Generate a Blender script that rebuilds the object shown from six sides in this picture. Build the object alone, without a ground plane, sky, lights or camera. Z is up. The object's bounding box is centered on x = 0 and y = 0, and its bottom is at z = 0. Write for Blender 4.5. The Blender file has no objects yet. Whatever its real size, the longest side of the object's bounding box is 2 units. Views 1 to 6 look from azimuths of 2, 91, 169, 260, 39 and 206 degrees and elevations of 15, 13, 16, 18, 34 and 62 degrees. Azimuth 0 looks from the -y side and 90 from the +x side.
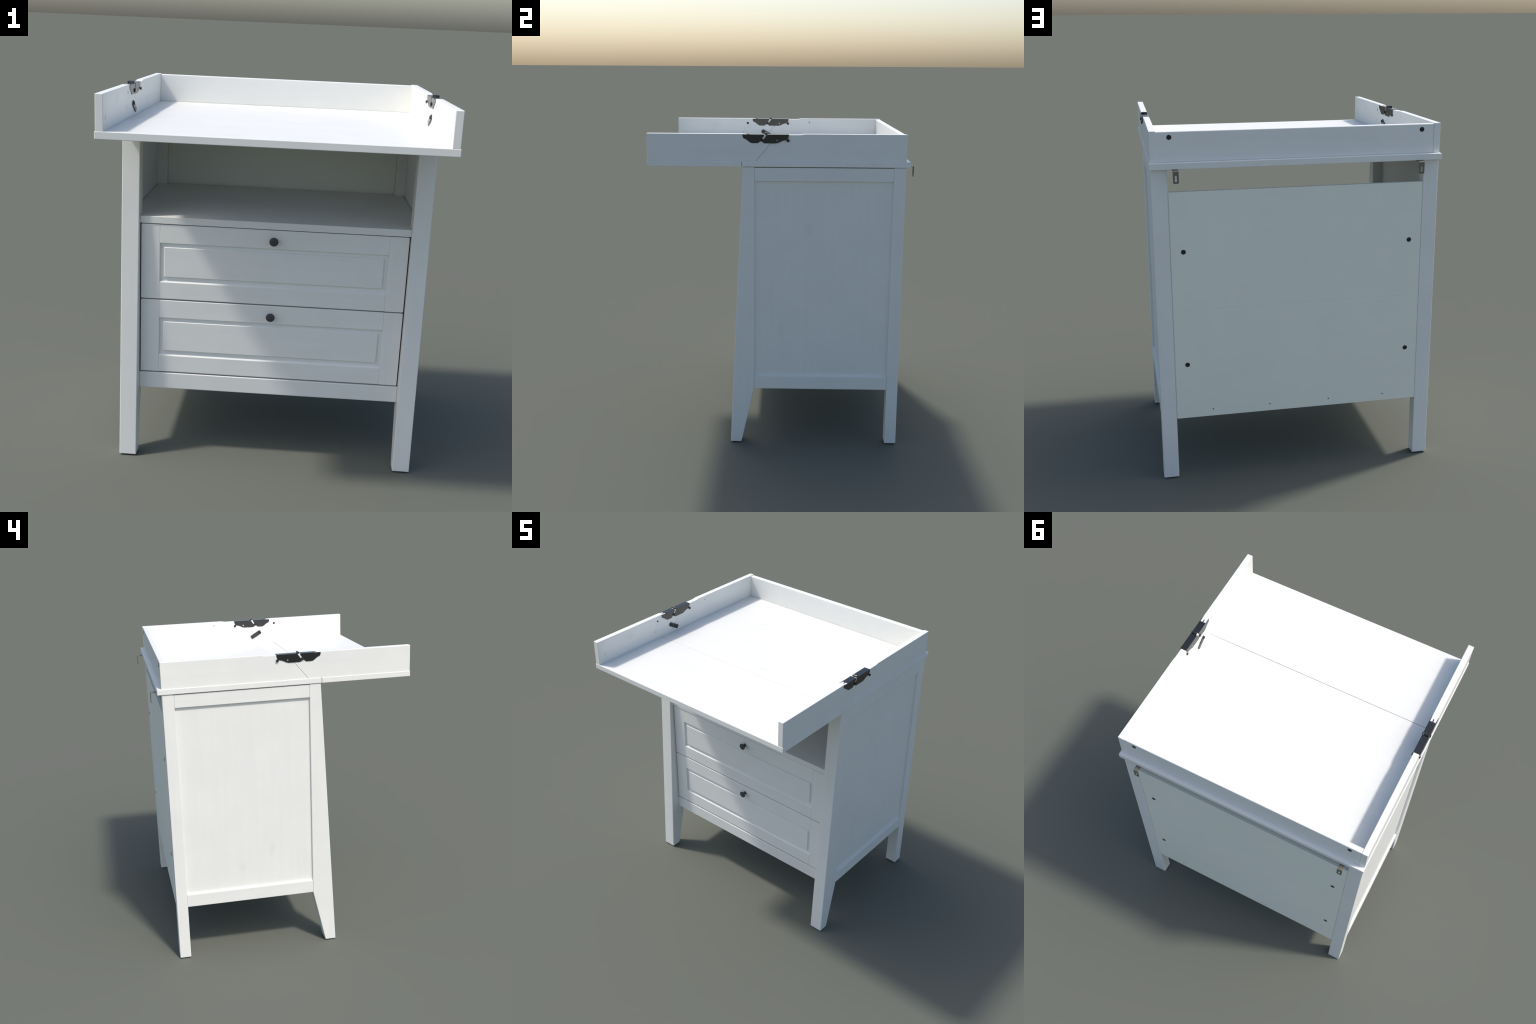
"""White painted baby changing table: open shelf, two panelled drawers, splayed
front legs, a fold-out top leaf and side rails with black folding hinges."""
import bpy, bmesh
from math import sin, cos, pi, atan2, radians
from mathutils import Vector, Matrix

# ------------------------------------------------------------------ materials
def node(nt, kind, **inputs):
    n = nt.nodes.new(kind)
    for k, v in inputs.items():
        if k in n.inputs:
            n.inputs[k].default_value = v
    return n

def painted_wood(name, base, grain_axis, tint=0.020, knots=0.09):
    """Translucent white glaze over pine: faint long streaks, a few grey knots."""
    m = bpy.data.materials.new(name); m.use_nodes = True
    nt = m.node_tree; L = nt.links.new
    b = nt.nodes["Principled BSDF"]
    b.inputs["Roughness"].default_value = 0.42
    b.inputs["Specular IOR Level"].default_value = 0.32
    tc = nt.nodes.new("ShaderNodeTexCoord")
    mp = nt.nodes.new("ShaderNodeMapping")
    s = [26.0, 26.0, 26.0]; s[grain_axis] = 1.1
    mp.inputs["Scale"].default_value = s
    L(tc.outputs["Object"], mp.inputs["Vector"])
    streak = node(nt, "ShaderNodeTexNoise", Scale=1.0, Detail=5.0, Roughness=0.6)
    L(mp.outputs[0], streak.inputs["Vector"])
    ramp = nt.nodes.new("ShaderNodeValToRGB")
    dark = [c * (1 - tint) for c in base]
    ramp.color_ramp.elements[0].position = 0.34
    ramp.color_ramp.elements[0].color = (dark[0], dark[1] * 1.003, dark[2] * 1.004, 1)
    ramp.color_ramp.elements[1].position = 0.58
    ramp.color_ramp.elements[1].color = (*base, 1)
    L(streak.outputs["Fac"], ramp.inputs["Fac"])
    # broad cloudy patches where the glaze is thinner
    cloud = node(nt, "ShaderNodeTexNoise", Scale=5.0, Detail=2.0)
    L(tc.outputs["Object"], cloud.inputs["Vector"])
    cr = nt.nodes.new("ShaderNodeMapRange")
    cr.inputs[1].default_value = 0.3; cr.inputs[2].default_value = 0.7
    cr.inputs[3].default_value = 0.970; cr.inputs[4].default_value = 1.0
    L(cloud.outputs["Fac"], cr.inputs[0])
    mul = nt.nodes.new("ShaderNodeMix"); mul.data_type = 'RGBA'; mul.blend_type = 'MULTIPLY'
    mul.inputs[0].default_value = 1.0
    L(ramp.outputs[0], mul.inputs[6]); L(cr.outputs[0], mul.inputs[7])
    # knots: sparse soft spots, drawn out along the grain
    mk = nt.nodes.new("ShaderNodeMapping")
    ks = [4.6, 4.6, 4.6]; ks[grain_axis] = 2.6
    mk.inputs["Scale"].default_value = ks
    mk.inputs["Location"].default_value = (0.37, 0.11, 0.73)
    L(tc.outputs["Object"], mk.inputs["Vector"])
    warp = node(nt, "ShaderNodeTexNoise", Scale=3.0, Detail=3.0)
    L(mk.outputs[0], warp.inputs["Vector"])
    wm = nt.nodes.new("ShaderNodeMix"); wm.data_type = 'RGBA'; wm.inputs[0].default_value = 0.12
    L(mk.outputs[0], wm.inputs[6]); L(warp.outputs["Color"], wm.inputs[7])
    vor = node(nt, "ShaderNodeTexVoronoi", Scale=1.0, Randomness=1.0)
    L(wm.outputs[2], vor.inputs["Vector"])
    kr = nt.nodes.new("ShaderNodeValToRGB")
    kr.color_ramp.elements[0].position = 0.045; kr.color_ramp.elements[0].color = (1, 1, 1, 1)
    kr.color_ramp.elements[1].position = 0.13; kr.color_ramp.elements[1].color = (0, 0, 0, 1)
    L(vor.outputs["Distance"], kr.inputs["Fac"])
    kf = nt.nodes.new("ShaderNodeMath"); kf.operation = 'MULTIPLY'; kf.inputs[1].default_value = knots
    L(kr.outputs[0], kf.inputs[0])
    km = nt.nodes.new("ShaderNodeMix"); km.data_type = 'RGBA'
    L(kf.outputs[0], km.inputs[0]); L(mul.outputs[2], km.inputs[6])
    km.inputs[7].default_value = (base[0] * 0.45, base[1] * 0.47, base[2] * 0.5, 1)
    L(km.outputs[2], b.inputs["Base Color"])
    bump = node(nt, "ShaderNodeBump", Strength=0.06, Distance=0.002)
    L(streak.outputs["Fac"], bump.inputs["Height"])
    L(bump.outputs[0], b.inputs["Normal"])
    return m

def plain(name, col, rough=0.5, metal=0.0, spec=0.5, vary=0.08, scale=40.0):
    m = bpy.data.materials.new(name); m.use_nodes = True
    nt = m.node_tree; L = nt.links.new
    b = nt.nodes["Principled BSDF"]
    b.inputs["Roughness"].default_value = rough
    b.inputs["Metallic"].default_value = metal
    b.inputs["Specular IOR Level"].default_value = spec
    tc = nt.nodes.new("ShaderNodeTexCoord")
    nz = node(nt, "ShaderNodeTexNoise", Scale=scale, Detail=3.0)
    L(tc.outputs["Object"], nz.inputs["Vector"])
    r = nt.nodes.new("ShaderNodeValToRGB")
    r.color_ramp.elements[0].position = 0.3
    r.color_ramp.elements[0].color = (*[c * (1 - vary) for c in col], 1)
    r.color_ramp.elements[1].position = 0.7
    r.color_ramp.elements[1].color = (*col, 1)
    L(nz.outputs["Fac"], r.inputs["Fac"]); L(r.outputs[0], b.inputs["Base Color"])
    return m

WHITE = (0.835, 0.832, 0.787)
DRAWER_WHITE = (0.862, 0.858, 0.812)
WOOD_X = painted_wood("white_glazed_pine_along_x", WHITE, 0)
WOOD_Y = painted_wood("white_glazed_pine_along_y", WHITE, 1)
WOOD_Z = painted_wood("white_glazed_pine_along_z", WHITE, 2)
DRAWER_X = painted_wood("white_drawer_pine_along_x", DRAWER_WHITE, 0)
DRAWER_Z = painted_wood("white_drawer_pine_along_z", DRAWER_WHITE, 2)
BOARD = plain("white_fibreboard", (0.86, 0.872, 0.765), rough=0.55, spec=0.3, vary=0.02, scale=6)
BLACK = plain("black_lacquered_steel", (0.016, 0.017, 0.018), rough=0.20, spec=0.75, vary=0.2)
FASTEN = plain("dark_bolt_steel", (0.022, 0.022, 0.024), rough=0.45, spec=0.4, vary=0.2)
KNOB = plain("charcoal_knob_lacquer", (0.060, 0.061, 0.062), rough=0.5, spec=0.4, vary=0.12)
ZINC = plain("zinc_plated_steel", (0.20, 0.185, 0.15), rough=0.45, metal=0.35, vary=0.2)
RUBBER = plain("black_felt_pad", (0.03, 0.03, 0.03), rough=0.9, spec=0.1)
PLUGM = plain("bare_pine_ring", (0.58, 0.52, 0.42), rough=0.6, spec=0.3)
HOLE = plain("painted_hole_shadow", (0.05, 0.036, 0.024), rough=0.9, spec=0.1)  # near-black brown: the shade deep inside the rail holes, put into the colour

# ------------------------------------------------------------------ mesh tools
ROOT = bpy.data.objects.new("changing_table", None)
bpy.context.scene.collection.objects.link(ROOT)
ROOT["label"] = "white wooden changing table with two drawers and fold-out top"
ROOT["category"] = "changing table"

def finish(bm, name, mat, parent=None, bevel=0.0035, seg=2, smooth=False, at=(0, 0, 0)):
    bmesh.ops.recalc_face_normals(bm, faces=bm.faces[:])
    if bevel > 0:
        edges = [e for e in bm.edges if len(e.link_faces) == 2 and e.calc_face_angle(0) > 0.6]
        bmesh.ops.bevel(bm, geom=edges, offset=bevel, segments=seg, profile=0.5,
                        affect='EDGES', clamp_overlap=True)
    me = bpy.data.meshes.new(name)
    bm.to_mesh(me); bm.free()
    me.materials.append(mat)
    if smooth:
        me.shade_smooth()
        me.set_sharp_from_angle(angle=radians(40))
    ob = bpy.data.objects.new(name, me)
    bpy.context.scene.collection.objects.link(ob)
    ob.parent = parent or ROOT
    ob.location = at
    return ob

def box(name, mat, x, y, z, parent=None, bevel=0.0035, seg=2):
    bm = bmesh.new()
    bmesh.ops.create_cube(bm, size=1.0)
    for v in bm.verts:
        v.co = Vector((x[0] + (v.co.x + .5) * (x[1] - x[0]),
                       y[0] + (v.co.y + .5) * (y[1] - y[0]),
                       z[0] + (v.co.z + .5) * (z[1] - z[0])))
    return finish(bm, name, mat, parent, bevel, seg)

def prism(name, mat, poly, axis, lo, hi, parent=None, bevel=0.0035, seg=2):
    """Polygon in the plane across `axis`, extruded from lo to hi along it."""
    bm = bmesh.new()
    def put(p, t):
        c = list(p); c.insert(axis, t); return Vector(c)
    a = [bm.verts.new(put(p, lo)) for p in poly]
    b = [bm.verts.new(put(p, hi)) for p in poly]
    n = len(poly)
    bm.faces.new(a); bm.faces.new(b[::-1])
    for i in range(n):
        bm.faces.new((a[i], b[i], b[(i + 1) % n], a[(i + 1) % n]))
    return finish(bm, name, mat, parent, bevel, seg)

def lathe(name, mat, profile, origin, direction, parent=None, n=28, smooth=True):
    """profile: (radius, distance along direction)."""
    d = Vector(direction).normalized()
    u = d.orthogonal().normalized(); w = d.cross(u)
    o = Vector(origin)
    bm = bmesh.new(); rings = []
    for r, t in profile:
        rings.append([bm.verts.new(o + d * t + (u * cos(2 * pi * k / n) + w * sin(2 * pi * k / n)) * r)
                      for k in range(n)])
    for A, B in zip(rings, rings[1:]):
        for k in range(n):
            bm.faces.new((A[k], A[(k + 1) % n], B[(k + 1) % n], B[k]))
    bm.faces.new(rings[0][::-1]); bm.faces.new(rings[-1])
    return finish(bm, name, mat, parent, 0, smooth=smooth)

def drill(ob, cutters):
    """Cut real holes, then drop the helper solids."""
    for c in cutters:
        md = ob.modifiers.new("hole", 'BOOLEAN')
        md.operation = 'DIFFERENCE'; md.object = c; md.solver = 'EXACT'
    dg = bpy.context.evaluated_depsgraph_get(); dg.update()
    me = bpy.data.meshes.new_from_object(ob.evaluated_get(dg))
    ob.modifiers.clear(); old = ob.data
    ob.data = me; me.name = old.name
    for c in cutters:
        bpy.data.objects.remove(c, do_unlink=True)

def peg(origin, direction, r, length, n=20, mat=None):
    return lathe("helper", mat or HOLE, [(r, 0), (r, length)], origin, direction, n=n)

# ------------------------------------------------------------------ dimensions
FOOT = 0.005                      # pad height under each leg
LEG_TOP = 1.7925
BOARD_Z = (1.7943, 1.829)         # table top thickness
LEG_OUT, LEG_IN = 0.7895, 0.6985
BACK_IN = 0.7025
FRONT_Y = -0.227                  # drawer faces stand upright behind the splayed legs
SIDE_OUT, SIDE_IN = 0.7908, 0.7540 # side rails of the tray
RAIL_TOP = 1.992

# ------------------------------------------------------------------ legs + sides
for s in (-1, 1):
    xs = sorted((s * LEG_IN, s * LEG_OUT))
    # splayed front leg, tapering towards the foot on its rear side
    front = prism("front_leg", WOOD_Z,
                  [(-0.3142, FOOT), (-0.2445, FOOT), (-0.1625, 0.372), (-0.1625, LEG_TOP), (-0.2347, LEG_TOP)],
                  0, *xs, bevel=0.004, seg=3)
    box("foot_pad", RUBBER, (xs[0] + .010, xs[1] - .010), (-0.303, -0.2535), (0, FOOT + .002), front, 0.001, 1)
    xb = sorted((s * BACK_IN, s * (LEG_OUT - .001)))
    back = box("back_leg", WOOD_Z, xb, (0.681, 0.7535), (FOOT, LEG_TOP), bevel=0.004, seg=3)
    box("foot_pad", RUBBER, (xb[0] + .010, xb[1] - .010), (0.691, 0.7435), (0, FOOT + .002), back, 0.001, 1)
    # frame-and-panel side between the legs
    xr = sorted((s * 0.748, s * 0.7880))
    side = box("side_panel", WOOD_Z, sorted((s * 0.7600, s * 0.7738)), (-0.168, 0.687), (0.44, 1.72), bevel=0)
    box("side_top_rail", WOOD_Y, xr, (-0.1623, 0.6808), (1.7070, 1.7895), bevel=0.003)
    box("side_bottom_rail", WOOD_Y, xr, (-0.1623, 0.6808), (0.3715, 0.4580), bevel=0.003)

# ------------------------------------------------------------------ back
# fibreboard in two halves, rebated into the legs and standing slightly proud of them
for z0, z1 in ((0.3710, 1.01610), (1.01635, 1.6710)):
    prism("back_panel", BOARD,
          [(-0.7021, 0.7310), (0.7021, 0.7310), (0.7021, 0.7503), (0.6985, 0.7503), (0.6985, 0.7547),
           (-0.6985, 0.7547), (-0.6985, 0.7503), (-0.7021, 0.7503)], 2, z0, z1, bevel=0.0008, seg=1)

def bolt_head(x, y, z, parent=None):
    """Dark faceted barrel-nut cap with a socket, facing backwards."""
    b = lathe("bolt_head", FASTEN, [(.0138, -.004), (.0138, .0008), (.0122, .0018), (.0050, .0018), (.0040, .0002)],
              (x, y, z), (0, 1, 0), parent, n=8, smooth=False)
    return b
for x in (-0.632, 0.632):
    for z in (0.6935, 1.3435):
        bolt_head(x, 0.7547, z)
for x in (-0.5016, -0.176, 0.1696, 0.496):
    lathe("nail", FASTEN, [(.0036, -.003), (.0036, .0006), (.002, .0012)], (x, 0.7547, 0.4130), (0, 1, 0), n=10)

# ------------------------------------------------------------------ shelf, front rail
SHELF = (1.2905, 1.3275)
prism("shelf", WOOD_X,
      [(-0.6983, -0.230), (0.6983, -0.230), (0.6983, -0.1615), (0.7565, -0.1615), (0.7565, 0.6785),
       (0.7005, 0.6785), (0.7005, 0.709), (-0.7005, 0.709), (-0.7005, 0.6785), (-0.7565, 0.6785),
       (-0.7565, -0.1615), (-0.6983, -0.1615)], 2, *SHELF, bevel=0.002)
box("front_rail", WOOD_X, (-0.6983, 0.6983), (-0.230, -0.190), (0.3715, 0.4605), bevel=0.004, seg=3)
box("base_crossbar", WOOD_X, (-0.7020, 0.7020), (0.700, 0.7305), (0.3725, 0.4600))
box("base_panel", BOARD, (-0.7460, 0.7460), (-0.1895, 0.6995), (0.395, 0.405), bevel=0)

# ------------------------------------------------------------------ drawers
def drawer(z0, z1):
    X, S = 0.6922, 0.5935
    rb, rt = z0 + 0.0995, z1 - 0.1000
    yf, yb = FRONT_Y, FRONT_Y + 0.034
    # core: recessed field with a raised middle panel
    core = box("drawer", DRAWER_X, (-X + .004, X - .004), (yf + .012, yb), (z0 + .004, z1 - .004), bevel=0)
    box("drawer_box", BOARD, (-0.665, 0.665), (yb + .0005, 0.69), (z0 + .02, z1 - .06), core, 0.002, 1)
    bm = bmesh.new()
    a, h = 0.5715, 0.0225
    outer = [(-a, rb + h), (a, rb + h), (a, rt - h + .002), (-a, rt - h + .002)]
    lo = [bm.verts.new((x, yf + .013, z)) for x, z in outer]
    mid = [bm.verts.new((x, yf + .0042, z)) for x, z in outer]
    k = 0.0030
    cx = [(-a + k, rb + h + k), (a - k, rb + h + k), (a - k, rt - h + .002 - k), (-a + k, rt - h + .002 - k)]
    hi = [bm.verts.new((x, yf + .0012, z)) for x, z in cx]
    for A, B in ((lo, mid), (mid, hi)):
        for i in range(4):
            bm.faces.new((A[i], A[(i + 1) % 4], B[(i + 1) % 4], B[i]))
    bm.faces.new(hi); bm.faces.new(lo[::-1])
    finish(bm, "raised_panel", DRAWER_X, core, 0)
    for s in (-1, 1):
        # outer corners of the drawer front are slightly rounded
        e, q = s * (S + .0001), 0.0045
        prism("stile", DRAWER_Z,
              [(e, z0), (s * (X - q), z0), (s * (X - q * .3), z0 + q * .3), (s * X, z0 + q), (s * X, z1 - q),
               (s * (X - q * .3), z1 - q * .3), (s * (X - q), z1), (e, z1)],
              1, yf + .0004, yb - .001, core, 0.0020, 2)
    # horizontal rails; the lower one carries a broad chamfer towards the panel
    c = 0.007
    prism("drawer_rail", DRAWER_X, [(yf, z0 + .003), (yf + .003, z0), (yb - .001, z0), (yb - .001, rb), (yf + c, rb),
                                  (yf + .002, rb - c * .75), (yf, rb - c)], 0, -S + .0001, S - .0001, core, 0.0015, 2)
    prism("drawer_rail", DRAWER_X, [(yf, rt + .002), (yf + .002, rt), (yb - .001, rt), (yb - .001, z1), (yf + .003, z1),
                                  (yf, z1 - .003)], 0, -S + .0001, S - .0001, core, 0.0015, 2)
    zk = z1 - 0.0545
    lathe("knob", KNOB,
          [(.0125, -.002), (.0125, .002), (.0095, .004), (.0082, .010), (.0088, .0195), (.0165, .0235), (.0224, .0262),
           (.0233, .0282), (.0224, .0308), (.0170, .0330), (.0090, .0345), (.0015, .0350)],
          (-0.001, yf, zk), (0, -1, 0), core, n=32)
drawer(0.4672, 0.8752)
drawer(0.8812, 1.2861)

# ------------------------------------------------------------------ table top
box("tabletop", WOOD_X, (-0.7945, 0.7945), (-0.2390, 0.7805), BOARD_Z, bevel=0.003, seg=3)
box("fold_out_leaf", WOOD_X, (-0.7945, 0.7945), (-0.8155, -0.2414), BOARD_Z, bevel=0.003, seg=3)

box("seam_lightening_strip", WOOD_X, (-0.7800, 0.7800), (-0.2440, -0.2360), (1.7985, 1.8215), bevel=0)  # filler inside the fold gap, added so the seam's dark line reads paler
back_rail = box("tray_back_rail", WOOD_X, (-0.7550, 0.7550), (0.7190, 0.7520), (1.8282, 1.9885), bevel=0.005, seg=3)
for x in (-0.6845, 0.6845):
    bolt_head(x, 0.7520, 1.9588, back_rail)

# seam between fixed and folding half of each side rail: a slanted, slightly bowed cut
SEAM = [(-0.1545, 1.8282), (-0.1475, 1.838), (-0.112, 1.8800), (-0.0675, 1.9340), (-0.0240, 1.9870)]
LOW = RAIL_TOP - 0.0050          # rail edge is planed down under the hinge
for s in (-1, 1):
    xs = sorted((s * SIDE_IN, s * SIDE_OUT))
    # the fixed half sits a touch further in on one side
    xf = (SIDE_IN - .0015, SIDE_OUT - .0026) if s > 0 else (-SIDE_OUT + .0008, -SIDE_IN)
    g = 0.0005
    fixed = prism("tray_side_rail", WOOD_Y,
                  [(y + g, z) for y, z in SEAM] + [(0.106, LOW), (0.118, LOW + .0007), (0.136, RAIL_TOP - .0007),
                   (0.150, RAIL_TOP), (0.7540, RAIL_TOP), (0.7540, 1.8282)],
                  0, *xf, bevel=0.0025, seg=3)
    swing = prism("folding_side_rail", WOOD_Y,
                  [(-0.8140, 1.8282), (-0.8140, RAIL_TOP), (-0.2350, RAIL_TOP), (-0.2240, RAIL_TOP - .0008), (-0.2060, LOW + .0006), (-0.1950, LOW)] +
                  [(y - g, z) for y, z in SEAM[::-1]],
                  0, *xs, bevel=0.003, seg=3)
    inw = (-s, 0, 0)
    drill(swing, [peg((s * (SIDE_IN - .004), -0.2730, 1.9560), (s, 0, 0), .0085, .024)])
    drill(fixed, [peg((s * (SIDE_IN - .004), 0.2040, 1.9642), (s, 0, 0), .0042, .016, n=14)])
    lathe("bore_shadow_disc", HOLE, [(.0083, 0), (.0083, .001)], (s * (SIDE_IN + .010), -0.2730, 1.9560), inw, swing)
    lathe("bore_shadow_disc", HOLE, [(.0041, 0), (.0041, .001)], (s * (SIDE_IN + .003), 0.2040, 1.9642), inw, fixed, n=14)
    for y, z in ((-0.2975, 1.8868), (-0.7596, 1.8839)):
        plug = lathe("dowel_plug", PLUGM, [(.0112, -.002), (.0112, .0003), (.0100, .0006)], (s * SIDE_IN, y, z), inw, swing)
        lathe("plug_face", WOOD_Y, [(.0096, 0), (.0096, .0008), (.0086, .0012)], (s * SIDE_IN, y, z), inw, plug)

    # ---------------------------------------------------------------- hinge
    t = 0.0030
    top = 1.9890
    rear_shape = [(-0.0875, top), (-0.1105, 1.9560), (-0.1145, 1.9450), (-0.1095, 1.9385), (-0.1030, 1.9362), (-0.0371, 1.9362),
                  (-0.0270, 1.9378), (-0.0170, 1.9410), (-0.0050, 1.9470), (0.0080, 1.9525), (0.0210, 1.9555), (0.0324, 1.9580),
                  (0.0390, 1.9680), (0.0420, 1.9790), (0.0436, top)]
    fore_shape = [(-0.2348, top), (-0.2343, 1.9775), (-0.2320, 1.9705), (-0.2260, 1.9645), (-0.2142, 1.9603), (-0.2061, 1.9537),
                  (-0.1900, 1.9418), (-0.1840, 1.9385), (-0.1780, 1.9372), (-0.1460, 1.9372), (-0.1363, 1.9410), (-0.1283, 1.9500),
                  (-0.1240, 1.9560), (-0.1075, 1.9795), (-0.1055, top)]
    out0, out1 = SIDE_OUT + .0002, SIDE_OUT + t
    in0, in1 = SIDE_IN - .0002, SIDE_IN - t
    hinge = prism("hinge", BLACK, rear_shape, 0, *sorted((s * out0, s * out1)), bevel=0.0006, seg=1)
    inner = prism("hinge_cheek", BLACK, rear_shape, 0, *sorted((s * in0, s * in1)), hinge, bevel=0.0006, seg=1)
    for ob, x in ((hinge, out0 - .004), (inner, in1 - .004)):
        drill(ob, [peg((s * x, -0.0270, 1.9538), (s, 0, 0), .0048, .012)])
    for x0, x1 in ((out0, out1), (in0, in1)):
        prism("hinge_cheek", BLACK, fore_shape, 0, *sorted((s * x0, s * x1)), hinge, bevel=0.0006, seg=1)
    xt = sorted((s * (in1 + .0003), s * (out1 - .0003)))
    zt = (LOW - .0005, top + .0004)
    box("hinge_cap", BLACK, xt, (-0.0875, 0.0436), zt, hinge, 0.0012, 2)
    box("hinge_cap", BLACK, xt, (-0.1950, -0.1055), zt, hinge, 0.0012, 2)
    # prong on the leading edge of the cap
    box("hinge_prong", BLACK, sorted((s * .7690, s * .7750)), (-0.2180, -0.1945), zt, hinge, 0.0008, 1)
    # axle roller with its yoke, pivot pins and end bolts
    lathe("hinge_axle", BLACK, [(.0055, 0), (.0068, .001), (.0068, .034), (.0055, .035)],
          (s * .7570, -0.0935, 1.9932), (s, 0, 0), hinge, n=20)
    box("hinge_yoke", ZINC, sorted((s * .7650, s * .7730)), (-0.1050, -0.0860), (1.9860, 1.9915), hinge, 0.001, 1)
    for x, d in ((out1, s), (in1, -s)):
        lathe("hinge_pin", FASTEN, [(.0092, -.002), (.0092, .0040), (.0080, .0052)], (s * x, -0.1185, 1.9555), (d, 0, 0), hinge)
        lathe("end_bolt", FASTEN, [(.0040, -.003), (.0040, .0012), (.0088, .0018), (.0088, .0045), (.0074, .0058)], (s * x, 0.0386, 1.9535), (d, 0, 0), hinge)

    # ---------------------------------------------------------------- latch
    # short rounded bar hanging from one screw on the inner face
    p, q, hw, rc = Vector((-0.1585, 1.8955)), Vector((-0.0905, 1.8560)), 0.0145, 0.0075
    d = (q - p).normalized(); w = Vector((-d.y, d.x))
    ends = [(q, 1, 1), (p, -1, 1), (p, -1, -1), (q, 1, -1)]        # corner centres, walked round the bar
    start = [0, pi / 2, pi, 1.5 * pi]
    pts = []
    for (c, sd, sw), a0 in zip(ends, start):
        c = c + d * (sd * (0.005 - rc)) + w * (sw * (hw - rc))
        for k in range(5):
            a = a0 + (pi / 2) * k / 4
            pts.append(c + d * (rc * cos(a)) + w * (rc * sin(a)))
    latch = prism("latch", BLACK, [tuple(v) for v in pts], 0, *sorted((s * (SIDE_IN - .0008), s * (SIDE_IN - .0070))), bevel=0.0015, seg=2)
    lathe("latch_screw", FASTEN, [(.0090, -.004), (.0090, .0025), (.0078, .0040), (.004, .0040), (.0034, .0020)],
          (s * (SIDE_IN - .0070), p.x + .004, p.y - .002), inw, latch)

# ------------------------------------------------------------------ wall brackets
for xc in (-0.6690, 0.6610):
    W, T = 0.0155, 0.0038
    y1 = 0.8153
    br = box("wall_bracket", ZINC, (xc - W, xc + W), (0.7000, y1 - .0015), (1.7943 - .0058, 1.7943 - .0022), bevel=0.0008, seg=1)
    # upright ear with rounded lower corners and a keyhole slot
    zt, zb, r = 1.7905, 1.7268, 0.006
    outer = [(-W, zt), (-W, zb + r)]
    for k in range(1, 5):
        a = pi + (pi / 2) * k / 4
        outer.append((-W + r + r * cos(a), zb + r + r * sin(a)))
    for k in range(0, 5):
        a = 1.5 * pi + (pi / 2) * k / 4
        outer.append((W - r + r * cos(a), zb + r + r * sin(a)))
    outer.append((W, zt))
    ear = prism("bracket_ear", ZINC, [(xc + x, z) for x, z in outer], 1, y1 - T, y1, br, bevel=0.0006, seg=1)
    slot = box("helper", HOLE, (xc - .0050, xc + .0050), (y1 - .02, y1 + .02), (1.7430, 1.7640), bevel=0)
    drill(ear, [slot])
    drill(ear, [peg((xc, y1 - .02, 1.7430), (0, 1, 0), .0068, .04)])
    drill(ear, [peg((xc, y1 - .02, 1.7640), (0, 1, 0), .0050, .04)])
    lathe("bracket_screw", ZINC, [(.0065, -.004), (.0065, .001), (.003, .0022)], (xc, 0.735, 1.7943 - .0058), (0, 0, -1), br, n=16)
